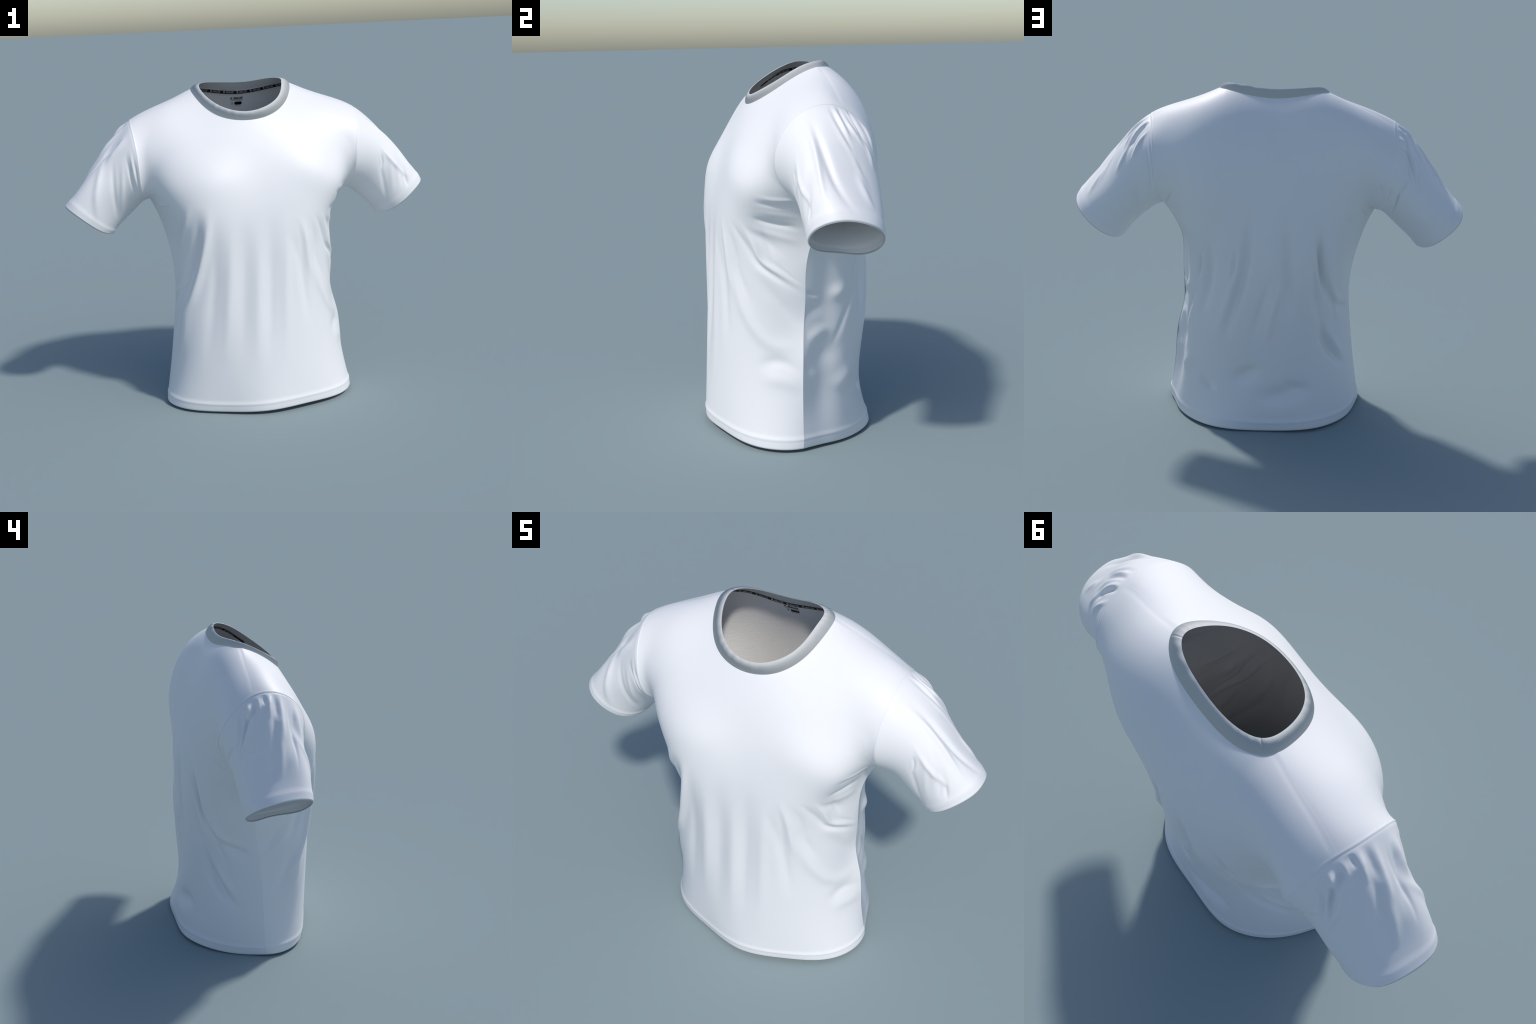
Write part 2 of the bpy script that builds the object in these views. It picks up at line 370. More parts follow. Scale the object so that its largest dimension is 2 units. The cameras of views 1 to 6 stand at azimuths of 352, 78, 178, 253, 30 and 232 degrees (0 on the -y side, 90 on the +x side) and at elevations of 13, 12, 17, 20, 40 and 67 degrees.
LEFT_SLEEVE_FOLDS = [
    ([(0.108, 0.037), (0.090, 0.213), (0.086, 0.447), (0.090, 0.663), (0.102, 0.873)], 0.0140, 0.0094),
    ([(0.090, 0.090), (0.070, 0.307), (0.050, 0.490), (0.034, 0.683), (0.004, 0.873), (-0.024, 0.967)], 0.0160, -0.0106),
    ([(0.018, 0.007), (-0.004, 0.177), (-0.030, 0.347), (-0.074, 0.550), (-0.114, 0.780)], 0.0140, 0.0075),
    ([(0.008, 0.000), (-0.008, 0.187), (-0.038, 0.353), (-0.070, 0.510)], 0.0100, -0.0088),
    ([(0.992, 0.003), (0.976, 0.170), (0.946, 0.347)], 0.0090, 0.0075),
    ([(0.972, 0.000), (0.966, 0.117), (0.950, 0.203), (0.938, 0.287)], 0.0090, -0.0081),
    ([(0.944, 0.000), (0.926, 0.127), (0.896, 0.250)], 0.0090, 0.0075),
    ([(0.924, 0.000), (0.914, 0.163), (0.882, 0.253), (0.852, 0.323)], 0.0100, -0.0112),
    ([(0.202, 0.353), (0.226, 0.420), (0.262, 0.457)], 0.0080, -0.0069),
    ([(0.164, 0.273), (0.194, 0.457), (0.192, 0.657), (0.166, 0.850)], 0.0120, 0.0069),
    ([(0.162, 0.727), (0.192, 0.817), (0.214, 0.910)], 0.0100, -0.0063),
    ([(0.926, 0.007), (0.926, 0.093), (0.904, 0.177), (0.860, 0.233)], 0.0100, -0.0112),
    ([(0.882, 0.010), (0.868, 0.100), (0.838, 0.203), (0.822, 0.280)], 0.0100, 0.0088),
    ([(0.958, 0.013), (0.964, 0.133), (0.930, 0.243), (0.878, 0.373)], 0.0090, 0.0063),
    ([(0.900, 0.217), (0.866, 0.363), (0.846, 0.503)], 0.0140, 0.0063),
    ([(0.998, 0.353), (0.936, 0.490), (0.910, 0.657)], 0.0140, -0.0050),
    ([(0.938, 0.550), (0.922, 0.720), (0.890, 0.873)], 0.0160, 0.0069),
    ([(0.822, 0.060), (0.734, 0.053), (0.616, 0.127)], 0.0120, -0.0056),
    ([(0.834, 0.030), (0.746, 0.017), (0.646, 0.047)], 0.0080, 0.0044),
    ([(0.784, 0.300), (0.686, 0.320), (0.586, 0.497)], 0.0180, -0.0044),
    ([(0.210, 0.303), (0.270, 0.477), (0.318, 0.713), (0.358, 0.870)], 0.0150, -0.0045),
    ([(0.134, 0.367), (0.220, 0.550), (0.270, 0.723), (0.314, 0.857)], 0.0200, 0.0052),
    ([(0.156, 0.593), (0.210, 0.770), (0.236, 0.903)], 0.0180, -0.0044),
    ([(0.110, 0.507), (0.168, 0.690), (0.222, 0.887)], 0.0220, -0.0050),
    ([(0.114, 0.380), (0.168, 0.537), (0.250, 0.787)], 0.0220, 0.0050),
]
RIGHT_SLEEVE_FOLDS = [
    ([(0.878, 0.020), (0.900, 0.140), (0.874, 0.217), (0.838, 0.347), (0.792, 0.407)], 0.0070, -0.0112),
    ([(0.906, 0.027), (0.922, 0.170), (0.884, 0.260), (0.842, 0.393)], 0.0100, 0.0077),
    ([(0.854, 0.013), (0.866, 0.143), (0.834, 0.227), (0.772, 0.230)], 0.0100, 0.0077),
    ([(0.856, 0.227), (0.808, 0.263), (0.736, 0.230), (0.650, 0.273), (0.582, 0.327)], 0.0080, -0.0098),
    ([(0.894, 0.300), (0.850, 0.380), (0.798, 0.483)], 0.0070, -0.0056),
    ([(0.784, 0.213), (0.724, 0.230), (0.688, 0.230)], 0.0070, -0.0063),
    ([(0.810, 0.213), (0.756, 0.237), (0.674, 0.283)], 0.0070, 0.0063),
    ([(0.768, 0.083), (0.712, 0.070), (0.644, 0.073)], 0.0080, -0.0063),
    ([(0.786, 0.110), (0.738, 0.117), (0.666, 0.127)], 0.0070, 0.0049),
    ([(0.950, 0.037), (0.930, 0.123), (0.890, 0.173)], 0.0090, -0.0084),
    ([(0.920, 0.037), (0.912, 0.100), (0.888, 0.123)], 0.0090, 0.0070),
    ([(0.952, 0.010), (0.956, 0.090), (0.936, 0.173)], 0.0090, 0.0070),
    ([(0.986, 0.013), (0.982, 0.067), (0.980, 0.117)], 0.0090, -0.0077),
    ([(0.010, 0.010), (-0.002, 0.123), (-0.018, 0.240)], 0.0100, 0.0077),
    ([(0.030, 0.017), (0.024, 0.137), (0.014, 0.270)], 0.0120, -0.0098),
    ([(0.054, 0.007), (0.040, 0.183), (0.022, 0.443)], 0.0120, 0.0070),
    ([(0.108, 0.097), (0.098, 0.217), (0.076, 0.380)], 0.0140, -0.0084),
    ([(0.016, 0.443), (-0.010, 0.643), (-0.032, 0.790)], 0.0160, 0.0049),
    ([(0.954, 0.500), (0.956, 0.573)], 0.0100, -0.0042),
    ([(0.086, 0.040), (0.076, 0.157), (0.076, 0.323), (0.078, 0.550), (0.062, 0.743)], 0.0100, -0.0059),
    ([(0.114, 0.000), (0.116, 0.130), (0.120, 0.283), (0.142, 0.423)], 0.0160, 0.0056),
    ([(0.074, 0.340), (0.172, 0.540), (0.230, 0.740), (0.308, 0.917)], 0.0220, 0.0084),
    ([(0.142, 0.267), (0.212, 0.377), (0.292, 0.477), (0.390, 0.717)], 0.0160, -0.0077),
    ([(0.166, 0.183), (0.248, 0.240), (0.318, 0.393), (0.392, 0.633)], 0.0180, 0.0077),
    ([(0.166, 0.113), (0.238, 0.140), (0.310, 0.153), (0.366, 0.157)], 0.0120, -0.0067),
    ([(0.172, 0.060), (0.252, 0.077), (0.330, 0.077)], 0.0100, 0.0059),
    ([(0.214, 0.050), (0.278, 0.047), (0.336, 0.043)], 0.0080, -0.0053),
    ([(0.020, 0.017), (0.008, 0.137), (0.000, 0.273), (-0.018, 0.427), (-0.042, 0.623)], 0.0140, -0.0070),
    ([(0.050, 0.040), (0.036, 0.213), (0.014, 0.420), (-0.016, 0.663), (-0.036, 0.837)], 0.0190, 0.0063),
    ([(0.112, 0.140), (0.100, 0.283), (0.070, 0.423), (0.034, 0.630)], 0.0220, -0.0070),
    ([(0.136, 0.040), (0.130, 0.183), (0.128, 0.377)], 0.0160, 0.0056),
    ([(0.004, 0.000), (-0.006, 0.117), (-0.022, 0.250)], 0.0130, 0.0056),
    ([(0.880, 0.003), (0.872, 0.143), (0.846, 0.240), (0.778, 0.390)], 0.0090, -0.0084),
    ([(0.954, 0.040), (0.924, 0.123), (0.882, 0.203), (0.850, 0.310)], 0.0090, -0.0070),
    ([(0.914, 0.023), (0.912, 0.093), (0.896, 0.160)], 0.0120, 0.0056),
    ([(0.966, 0.110), (0.944, 0.250), (0.918, 0.387)], 0.0160, -0.0049),
]


def fold_field(A, B, sa, sb, folds, wrap=False):
    """height of all folds at parameters A, B (2-D arrays); sa, sb scale to metres"""
    H = np.zeros(A.shape)
    for path, width, height in folds:
        p = np.array(path, float)
        if len(p) == 1:                                  # a round swelling or hollow
            d2 = ((A - p[0, 0]) * sa) ** 2 + ((B - p[0, 1]) * sb) ** 2
            H += height * np.exp(-d2 / width ** 2)
            continue
        if len(p) > 2:                                   # round the path
            t = np.linspace(0, 1, 5 * len(p))
            c = open_basis(len(p), t) if len(p) > 3 else None
            if c is None:
                t2 = t[:, None]
                p = (1 - t2) ** 2 * p[0] + 2 * t2 * (1 - t2) * (2 * p[1] - .5 * p[0] - .5 * p[2]) + t2 ** 2 * p[2]
            else:
                q = p.copy()
                for i in range(1, len(p) - 1):           # pull the curve onto its points
                    q[i] = p[i] + 0.5 * (p[i] - 0.5 * (p[i - 1] + p[i + 1]))
                p = c @ q
        X, Y = p[:, 0] * sa, p[:, 1] * sb
        seg = np.hypot(np.diff(X), np.diff(Y))
        L = np.r_[0, np.cumsum(seg)]
        reach = 3.2 * width
        shifts = (-1, 0, 1) if wrap else (0,)
        for sh in shifts:
            a = (A + sh) * sa
            b = B * sb
            m = (a > X.min() - reach) & (a < X.max() + reach) & (b > Y.min() - reach) & (b < Y.max() + reach)
            if not m.any():
                continue
            qa, qb = a[m], b[m]
            best = np.full(qa.shape, 1e9)
            where = np.zeros(qa.shape)
            for i in range(len(seg)):
                dx, dy = X[i + 1] - X[i], Y[i + 1] - Y[i]
                f = np.clip(((qa - X[i]) * dx + (qb - Y[i]) * dy) / (seg[i] ** 2 + 1e-12), 0, 1)
                d = np.hypot(qa - X[i] - f * dx, qb - Y[i] - f * dy)
                c = d < best
                best[c] = d[c]
                where[c] = L[i] + f[c] * seg[i]
            w = where / L[-1]
            taper = smooth(w, -0.02, 0.45) * (1 - smooth(w, 0.55, 1.02))
            g = np.exp(-(best / width) ** 2)
            H[m] += height * taper * g
    return H


# ------------------------------------------------------------------ panel surface
RIM = loop_basis(len(COLLAR_RIM), np.arange(720) / 720) @ np.array(COLLAR_RIM)
NECK = loop_basis(len(NECK_SEAM), np.arange(720) / 720) @ np.array(NECK_SEAM)
ARM = {1: np.array(ARMHOLE_LEFT), -1: np.array(ARMHOLE_RIGHT)}
SIDE = {1: np.array(SIDE_SEAM_LEFT), -1: np.array(SIDE_SEAM_RIGHT)}
NET = {"front": np.array([FRONT[k] for k in LEVELS]), "back": np.array([BACK[k] for k in LEVELS])}


def raw_panel(face, s, t):
    """s (n,), t (n, m) -> points (n, m, 3)"""
    C = np.einsum("ni,jik->njk", open_basis(9, (s + 1) / 2), NET[face])
    T = open_basis(11, t.reshape(-1), LEVEL_KNOTS).reshape(t.shape + (11,))
    return np.einsum("nmj,njk->nmk", T, C)


def panel_edge(face, sgn):
    side = along(open_basis(9, np.linspace(0, 1, 200)) @ SIDE[sgn], 120)
    u = np.linspace(.5, TIP_U if face == "front" else 1 + TIP_U, 300)
    arm = along(loop_basis(12, u) @ ARM[sgn], 120)
    t = np.r_[np.linspace(0, ARMPIT_T, 120), np.linspace(ARMPIT_T, 1, 120)[1:]]
    return t, np.r_[side, arm[1:]]


EDGE = {(f, s): panel_edge(f, s) for f in ("front", "back") for s in (1, -1)}


def joined_panel(face, s, t):
    """front and back drawn together along the shoulder seam"""
    other = "back" if face == "front" else "front"
    top = np.ones((len(s), 1))
    gap = 0.5 * (raw_panel(other, s, top) - raw_panel(face, s, top))[:, 0]
    gap *= smooth(np.abs(s), NECK_S - .06, NECK_S)[:, None]
    return raw_panel(face, s, t) + gap[:, None] * np.exp(-((1 - t) / .07) ** 2)[..., None]


def panel(face, s, t):
    """panel surface with its edges drawn exactly onto the seams"""
    P = joined_panel(face, s, t)
    for sgn in (1, -1):
        te, Pe = EDGE[face, sgn]
        D = Pe - joined_panel(face, np.array([float(sgn)]), te[None])[0]
        d = np.stack([np.interp(t, te, D[:, k]) for k in range(3)], -1)
        P = P + d * np.exp(-((1 - sgn * s) / .13) ** 2)[:, None, None]
    return P


def inside(poly, x, y):
    c = np.zeros(x.shape, bool)
    for (x1, y1), (x2, y2) in zip(poly, np.roll(poly, -1, 0)):
        c ^= ((y1 > y) != (y2 > y)) & (x < (x2 - x1) * (y - y1) / (y2 - y1 + 1e-12) + x1)
    return c


def neck_cut(face, s):
    """highest t of every column before it runs into the neck opening"""
    mouth = NECK[::6, :2] * .985 + NECK[:, :2].mean(0) * .015
    t = np.linspace(.6, 1, 161)
    P = panel(face, s, np.repeat(t[None], len(s), 0))
    hit = inside(mouth, P[..., 0], P[..., 1]) & (P[..., 2] > 1.35)
    first = np.where(hit.any(1), hit.argmax(1), 160)
    first[np.abs(s) > NECK_S + .03] = 160
    hi = t[first]
    lo = np.where(first < 160, t[np.maximum(first - 1, 0)], 1.0)
    for _ in range(9):                                   # bisect to the exact edge
        m = .5 * (lo + hi)
        P = panel(face, s, m[:, None])[:, 0]
        c = inside(mouth, P[:, 0], P[:, 1])
        hi, lo = np.where(c, m, hi), np.where(c, lo, m)
    return hi


def surface_normals(G, flip=False):
    N = unit(np.cross(np.gradient(G, axis=0), np.gradient(G, axis=1)))
    return -N if flip else N


def mesh_object(name, verts, faces, mats, parent, smooth_shade=True):
    me = bpy.data.meshes.new(name)
    me.from_pydata(np.asarray(verts).tolist(), [], faces if isinstance(faces, list) else faces.tolist())
    me.validate()
    if smooth_shade:
        me.polygons.foreach_set("use_smooth", [True] * len(me.polygons))
    for m in mats:
        me.materials.append(m)
    ob = bpy.data.objects.new(name, me)
    bpy.context.scene.collection.objects.link(ob)
    ob.parent = parent
    return ob


def grid_faces(n, m, loop_n=False, flip=False):
    i, j = np.meshgrid(np.arange(n if loop_n else n - 1), np.arange(m - 1), indexing="ij")
    a, b = (i * m + j).ravel(), (((i + 1) % n) * m + j).ravel()
    F = np.stack([a, b, b + 1, a + 1], 1)
    return F[:, ::-1] if flip else F


def sharp_border(ob, test):
    """keep the cut edges of a piece crisp so that neighbours meet without a shading line"""
    me = ob.data
    ed = np.empty(len(me.edges) * 2, np.int32)
    me.edges.foreach_get("vertices", ed)
    ed = ed.reshape(-1, 2)
    at = me.attributes.new("sharp_edge", "BOOLEAN", "EDGE")
    at.data.foreach_set("value", test(ed[:, 0], ed[:, 1]).astype(bool))


def thicken(ob, cloth=CLOTH, inner=1, rim=2):
    so = ob.modifiers.new("cloth_thickness", "SOLIDIFY")
    so.thickness = cloth
    so.offset = -1
    so.use_even_offset = False
    so.material_offset = inner
    so.material_offset_rim = rim


# ------------------------------------------------------------------ materials
def cloth_material(name, colour, rough, bump, scale, sheen=0.0, spec=0.3, mottling=0.004):
    m = bpy.data.materials.new(name)
    m.use_nodes = True
    nt = m.node_tree
    b = nt.nodes["Principled BSDF"]
    b.inputs["Roughness"].default_value = rough
    b.inputs["Specular IOR Level"].default_value = spec
    b.inputs["Sheen Weight"].default_value = sheen
    b.inputs["Sheen Roughness"].default_value = .4
    tc = nt.nodes.new("ShaderNodeTexCoord")
    n1 = nt.nodes.new("ShaderNodeTexNoise")
    n1.inputs["Scale"].default_value = 9
    n1.inputs["Detail"].default_value = 4
    nt.links.new(tc.outputs["Object"], n1.inputs["Vector"])
    ramp = nt.nodes.new("ShaderNodeValToRGB")
    c = np.array(colour)
    ramp.color_ramp.elements[0].position = .3
    ramp.color_ramp.elements[0].color = (*np.clip(c * (1 - mottling), 0, 1), 1)
    ramp.color_ramp.elements[1].position = .7
    ramp.color_ramp.elements[1].color = (*np.clip(c * (1 + mottling), 0, 1), 1)
    nt.links.new(n1.outputs["Fac"], ramp.inputs["Fac"])
    nt.links.new(ramp.outputs["Color"], b.inputs["Base Color"])
    if bump > 0:
        mp = nt.nodes.new("ShaderNodeMapping")
        mp.inputs["Scale"].default_value = (1, 1, 2.4)
        n2 = nt.nodes.new("ShaderNodeTexNoise")
        n2.inputs["Scale"].default_value = scale
        n2.inputs["Detail"].default_value = 3
        nt.links.new(tc.outputs["Object"], mp.inputs["Vector"])
        nt.links.new(mp.outputs["Vector"], n2.inputs["Vector"])
        bp = nt.nodes.new("ShaderNodeBump")
        bp.inputs["Strength"].default_value = bump
        bp.inputs["Distance"].default_value = .004
        nt.links.new(n2.outputs["Fac"], bp.inputs["Height"])
        nt.links.new(bp.outputs["Normal"], b.inputs["Normal"])
    return m


def darken_by_tilted_normals(m):
    """turns shading normals off the sun, darkening the back behind the left seam"""
    nt = m.node_tree
    def math_node(op, a, b=None):
        n = nt.nodes.new("ShaderNodeMath")
        n.operation = op
        for i, x in enumerate((a, b)):
            if x is None:
                continue
            if isinstance(x, (int, float)):
                n.inputs[i].default_value = x
            else:
                nt.links.new(x, n.inputs[i])
        return n.outputs[0]
    def ramp(x, a, b):
        n = nt.nodes.new("ShaderNodeMapRange")
        n.interpolation_type = "SMOOTHSTEP"
        n.inputs["From Min"].default_value = a
        n.inputs["From Max"].default_value = b
        nt.links.new(x, n.inputs["Value"])
        return n.outputs["Result"]
    tc = nt.nodes.new("ShaderNodeTexCoord")
    xyz = nt.nodes.new("ShaderNodeSeparateXYZ")
    nt.links.new(tc.outputs["Object"], xyz.inputs[0])
    side = ramp(xyz.outputs["X"], .24, .40)
    low = math_node("SUBTRACT", 1.0, ramp(xyz.outputs["Z"], .98, 1.12))
    k = math_node("MULTIPLY", math_node("MULTIPLY", side, low), .37)
    add = nt.nodes.new("ShaderNodeCombineXYZ")
    nt.links.new(k, add.inputs["Y"])
    geo = nt.nodes.new("ShaderNodeNewGeometry")
    v = nt.nodes.new("ShaderNodeVectorMath")
    v.operation = "ADD"
    nt.links.new(geo.outputs["Normal"], v.inputs[0])
    nt.links.new(add.outputs[0], v.inputs[1])
    u = nt.nodes.new("ShaderNodeVectorMath")
    u.operation = "NORMALIZE"
    nt.links.new(v.outputs[0], u.inputs[0])
    bump = [n for n in nt.nodes if n.type == "BUMP"][0]
    nt.links.new(u.outputs[0], bump.inputs["Normal"])
    return m


def plain_material(name, colour, rough):
    return cloth_material(name, colour, rough, 0.0, 100, spec=.2, mottling=.04)


WHITE = cloth_material("white_jersey", (.79, .79, .80), .5, .02, 260, spec=.5)
WHITE_BACK = darken_by_tilted_normals(cloth_material("white_jersey_back_shade_tilted", (.79, .79, .80), .5, .02, 260, spec=.5))
INNER = cloth_material("grey_jersey_reverse", (.82, .82, .825), .85, .36, 90, spec=.1)
EDGE_SHADE = cloth_material("jersey_edge_painted_shade", (.50, .50, .505), .8, .05, 160, spec=.1)  # white cloth greyed down to paint the shade under the rolled edge
RIB = cloth_material("collar_rib", (.56, .57, .57), .8, .12, 160, spec=.15)
RIB_IN = cloth_material("collar_rib_reverse", (.55, .55, .55), .9, .1, 160, spec=.1)
BLACK = plain_material("black_tape", (.006, .006, .007), .7)
SILVER = plain_material("tape_lettering", (.40, .41, .42), .6)
INK = plain_material("black_print", (.006, .006, .006), .6)
GREY_INK = plain_material("grey_print", (.11, .11, .12), .7)

# ------------------------------------------------------------------ build
shirt = bpy.data.objects.new("t_shirt", None)
bpy.context.scene.collection.objects.link(shirt)
shirt["label"] = "plain white short-sleeved crew-neck T-shirt with grey ribbed collar"
shirt["category"] = "T-shirt"

# columns: dense beside the neck points and at the edges
a = np.linspace(0, np.pi / 2, 90)
mid = NECK_S * np.sin(a)
outer = NECK_S + (1 - NECK_S) * (1 - np.cos(np.linspace(0, np.pi, 120)[1:])) / 2
half = np.r_[mid, outer]
S = np.r_[-half[::-1][:-1], half]
TAU = np.unique(np.r_[np.linspace(0, .045, 22), np.linspace(.045, .9, 230), np.linspace(.9, 1, 50)])
SEAM = {}
for face in ("front", "back"):
    cut = neck_cut(face, S)
    T = TAU[None] + (cut[:, None] - 1) * TAU[None] ** 5
    G = panel(face, S, T)
    flip = face == "back"
    N = surface_normals(G, flip)
    A = np.repeat(S[:, None], len(TAU), 1)
    H = fold_field(A, T, .52, 1.75, FRONT_FOLDS if face == "front" else BACK_FOLDS)
    # folds die out close to the armhole, shoulder and neck
    edge = (1 - np.abs(A)) * .52
    quiet = 1 - (1 - smooth(edge, 0, .03)) * smooth(T, ARMPIT_T - .03, ARMPIT_T + .02)
    H *= quiet * (1 - smooth(T, .95, 1.0))
    # hem band: a soft ridge over the stitching, then drawn in towards the edge
    z = G[..., 2] - G[:, :1, 2]
    H += .0030 * (1 - smooth(z, .040, .068)) + .0010 * np.exp(-((z - .044) / .008) ** 2) - .0006 * np.exp(-((z - .034) / .005) ** 2)
    H += -.0060 * np.clip(1 - z / .044, 0, 1) - .0030 * (1 - smooth(z, 0, .007)) ** 2
    if face == "back":
        # the side seam stands proud; the back dips behind it
        below = (1 - smooth(T, ARMPIT_T - .10, ARMPIT_T - .01)) * (.35 + .65 * smooth(T, .01, .14))
        H -= np.where(A > 0, .017, .002) * np.exp(-((edge - .070) / .047) ** 2) * below
        H -= .0012 * np.exp(-(((1 - T) * 1.75 - .022) / .014) ** 2) * smooth(np.abs(A), NECK_S - .03, NECK_S + .05) * (1 - smooth(np.abs(A), .93, .99))
    # seam along the armhole
    H += (.0008 * np.exp(-((edge - .005) / .004) ** 2) - .0010 * np.exp(-(edge / .003) ** 2)) * smooth(T, ARMPIT_T - .02, ARMPIT_T + .02)
    G = G + N * H[..., None]
    SEAM[face] = (G, N)
    V = G.reshape(-1, 3)
    F = grid_faces(len(S), len(TAU), flip=flip)
    ob = mesh_object(face + "_panel", V, F, [WHITE if face == "front" else WHITE_BACK, INNER, EDGE_SHADE], shirt)
    n_, k_ = len(S), len(TAU)
    sharp_border(ob, lambda a, b: ((a // k_ == b // k_) & ((a // k_ == 0) | (a // k_ == n_ - 1)))
                 | ((a % k_ == k_ - 1) & (b % k_ == k_ - 1)))
    thicken(ob)

for sgn, rings, folds, cuff in ((1, SLEEVE_LEFT, LEFT_SLEEVE_FOLDS, CUFF_LEFT), (-1, SLEEVE_RIGHT, RIGHT_SLEEVE_FOLDS, CUFF_RIGHT)):
    U = np.arange(340) / 340
    r = np.unique(np.r_[np.linspace(0, .05, 16), np.linspace(.05, .95, 150), np.linspace(.95, 1, 18)])
    BU = loop_basis(12, U)
    inner = np.array([rings[k] for k in ("shoulder", "upper_arm", "biceps", "above_cuff")])   # 4,12,3
    arm = BU @ ARM[sgn]
    end = loop_basis(10, U) @ np.array(cuff)
    Q = np.concatenate([arm[None], np.einsum("ui,kij->kuj", BU, inner), end[None]])
    G = np.einsum("rk,kuj->urj", open_basis(6, r), Q)
    N = surface_normals(G, sgn < 0)
    A = np.repeat(U[:, None], len(r), 1)
    Rr = np.repeat(r[None], len(U), 0)
    H = fold_field(A, Rr, 1.05, .52, folds, wrap=True)
    H *= smooth(Rr, 0, .03) * (1 - smooth(Rr, .93, 1.0))
    d = (1 - Rr) * .5
    H += .0022 * (1 - smooth(d, .036, .070)) + .0003 * np.exp(-((d - .043) / .008) ** 2) - .0022 * (1 - smooth(d, 0, .040)) - .0052 * (1 - smooth(d, 0, .011)) ** 2
    H += -.0015 * np.exp(-(Rr * .5 / .006) ** 2)
    G = G + N * H[..., None]
    ob = mesh_object("sleeve", G.reshape(-1, 3), grid_faces(len(U), len(r), True, flip=sgn < 0), [WHITE, INNER, EDGE_SHADE], shirt)
    k_ = len(r)
    cut_edge = (r[:-1] > 1 - .0045 / .5)                 # the turned edge of the cuff
    ob.data.polygons.foreach_set("material_index", np.tile(np.where(cut_edge, 2, 0), len(U)).astype(np.int32))
    sharp_border(ob, lambda a, b: (a % k_ == 0) & (b % k_ == 0))
    thicken(ob)

# ------------------------------------------------------------------ collar
# rolled band from the neck seam up to the rim, swelling outwards
M = 720
uu = np.arange(M) / M
lower = loop_basis(len(NECK_SEAM), uu) @ np.array(NECK_SEAM)
rim = along(np.r_[RIM, RIM[:1]], M + 1)[:-1]
# pair every seam point with the rim point in the same direction from the neck's middle
mid = np.array([0, .04, 0])
ang = lambda P: np.unwrap(np.arctan2(P[:, 0] - mid[0], -(P[:, 1] - mid[1])))
al, ar = ang(lower), ang(rim)
order = np.argsort(ar % (2 * np.pi))
ax = np.r_[ar[order] % (2 * np.pi) - 2 * np.pi, ar[order] % (2 * np.pi), ar[order] % (2 * np.pi) + 2 * np.pi]
rx = np.concatenate([rim[order]] * 3)
al2 = al % (2 * np.pi)
upper = np.stack([np.interp(al2, ax, rx[:, k]) for k in range(3)], -1)
tang = unit(np.roll(lower, -1, 0) - np.roll(lower, 1, 0))
rise = upper - lower
out = unit(np.cross(tang, rise))
if (out * (lower - [0, .04, 1.6])).sum() < 0:
    out = -out
NV = 26
v = np.linspace(0, 1, NV)
def collar_profile(v, swell, skew=1.15):
    # along the chord, away from the chord
    up = -.04 + 1.04 * v
    off = -.004 * (1 - smooth(v, 0, .06)) + swell * (np.sin(np.pi * v ** skew) ** .8)
    return up, off
up, off = collar_profile(v, .0080)
lump = 1 + .013 * np.sin(uu * 2 * np.pi * 17 + 5 * np.sin(uu * 4 * np.pi)) + .012 * np.sin(uu * 2 * np.pi * 29 + 4 * np.sin(uu * 6 * np.pi + 1))
# sewn ends of the band at the shoulders
for q in (np.abs(al2 - 2.02), np.abs(al2 - (2 * np.pi - 2.02))):
    lump -= .07 * np.exp(-(q / .012) ** 2)
G = lower[:, None] + rise[:, None] * up[None, :, None] + out[:, None] * (off[None] * lump[:, None])[..., None]
# shading of a soft roll: rounder than the band itself
up2 = v
off2 = .060 * (1 - (1 - v / .9) ** 2)
V2 = lower[:, None] + rise[:, None] * up2[None, :, None] + out[:, None] * (off2[None] * lump[:, None])[..., None]
e1 = np.roll(V2, -1, 0) - np.roll(V2, 1, 0)
CN = unit(np.cross(e1, np.gradient(V2, axis=1)))
if (CN[:, NV // 2] * out).sum() < 0:
    CN = -CN
# inner wall of the band, from the rim back down to the tape
vi = np.linspace(1, -.03, 16)
inner_off = -.0042 * smooth(1 - vi, 0, .12)
GI = lower[:, None] + rise[:, None] * vi[None, :, None] + out[:, None] * (inner_off[None, :, None] - .0002)
NI = -np.repeat(out[:, None], len(vi), 1)
ring_v = np.concatenate([G, GI], 1)
ring_n = np.concatenate([CN, NI], 1)
m_ = ring_v.shape[1]
collar = mesh_object("collar", ring_v.reshape(-1, 3), grid_faces(M, m_, True), [RIB, RIB_IN], shirt)
import mathutils
p0 = collar.data.polygons[3]
if p0.normal.dot(mathutils.Vector(out[0])) < 0:
    collar.data.flip_normals()
for p in collar.data.polygons:
    if p.index % (m_ - 1) >= NV:
        p.material_index = 1
collar.data.normals_split_custom_set_from_vertices(ring_n.reshape(-1, 3).tolist())

# ------------------------------------------------------------------ inside back: tape and print
BG, BN = SEAM["back"]
BV, BNV = BG.reshape(-1, 3), BN.reshape(-1, 3)
near = (BV[:, 2] > 1.2)
BV, BNV = BV[near], BNV[near]

def on_inside(x, z, lift):
    """point on the inner face of the back panel at (x, z)"""
    i = ((BV[:, 0] - x) ** 2 + (BV[:, 2] - z) ** 2).argmin()
    p = BV[i] + BNV[i] * (-(CLOTH + lift))
    # slide along the surface to the wanted x, z
    n = BNV[i]
    dx, dz = x - BV[i, 0], z - BV[i, 2]
    dy = -(n[0] * dx + n[2] * dz) / (n[1] if abs(n[1]) > .2 else .2)
    return (p[0] + dx, p[1] + dy, p[2] + dz)

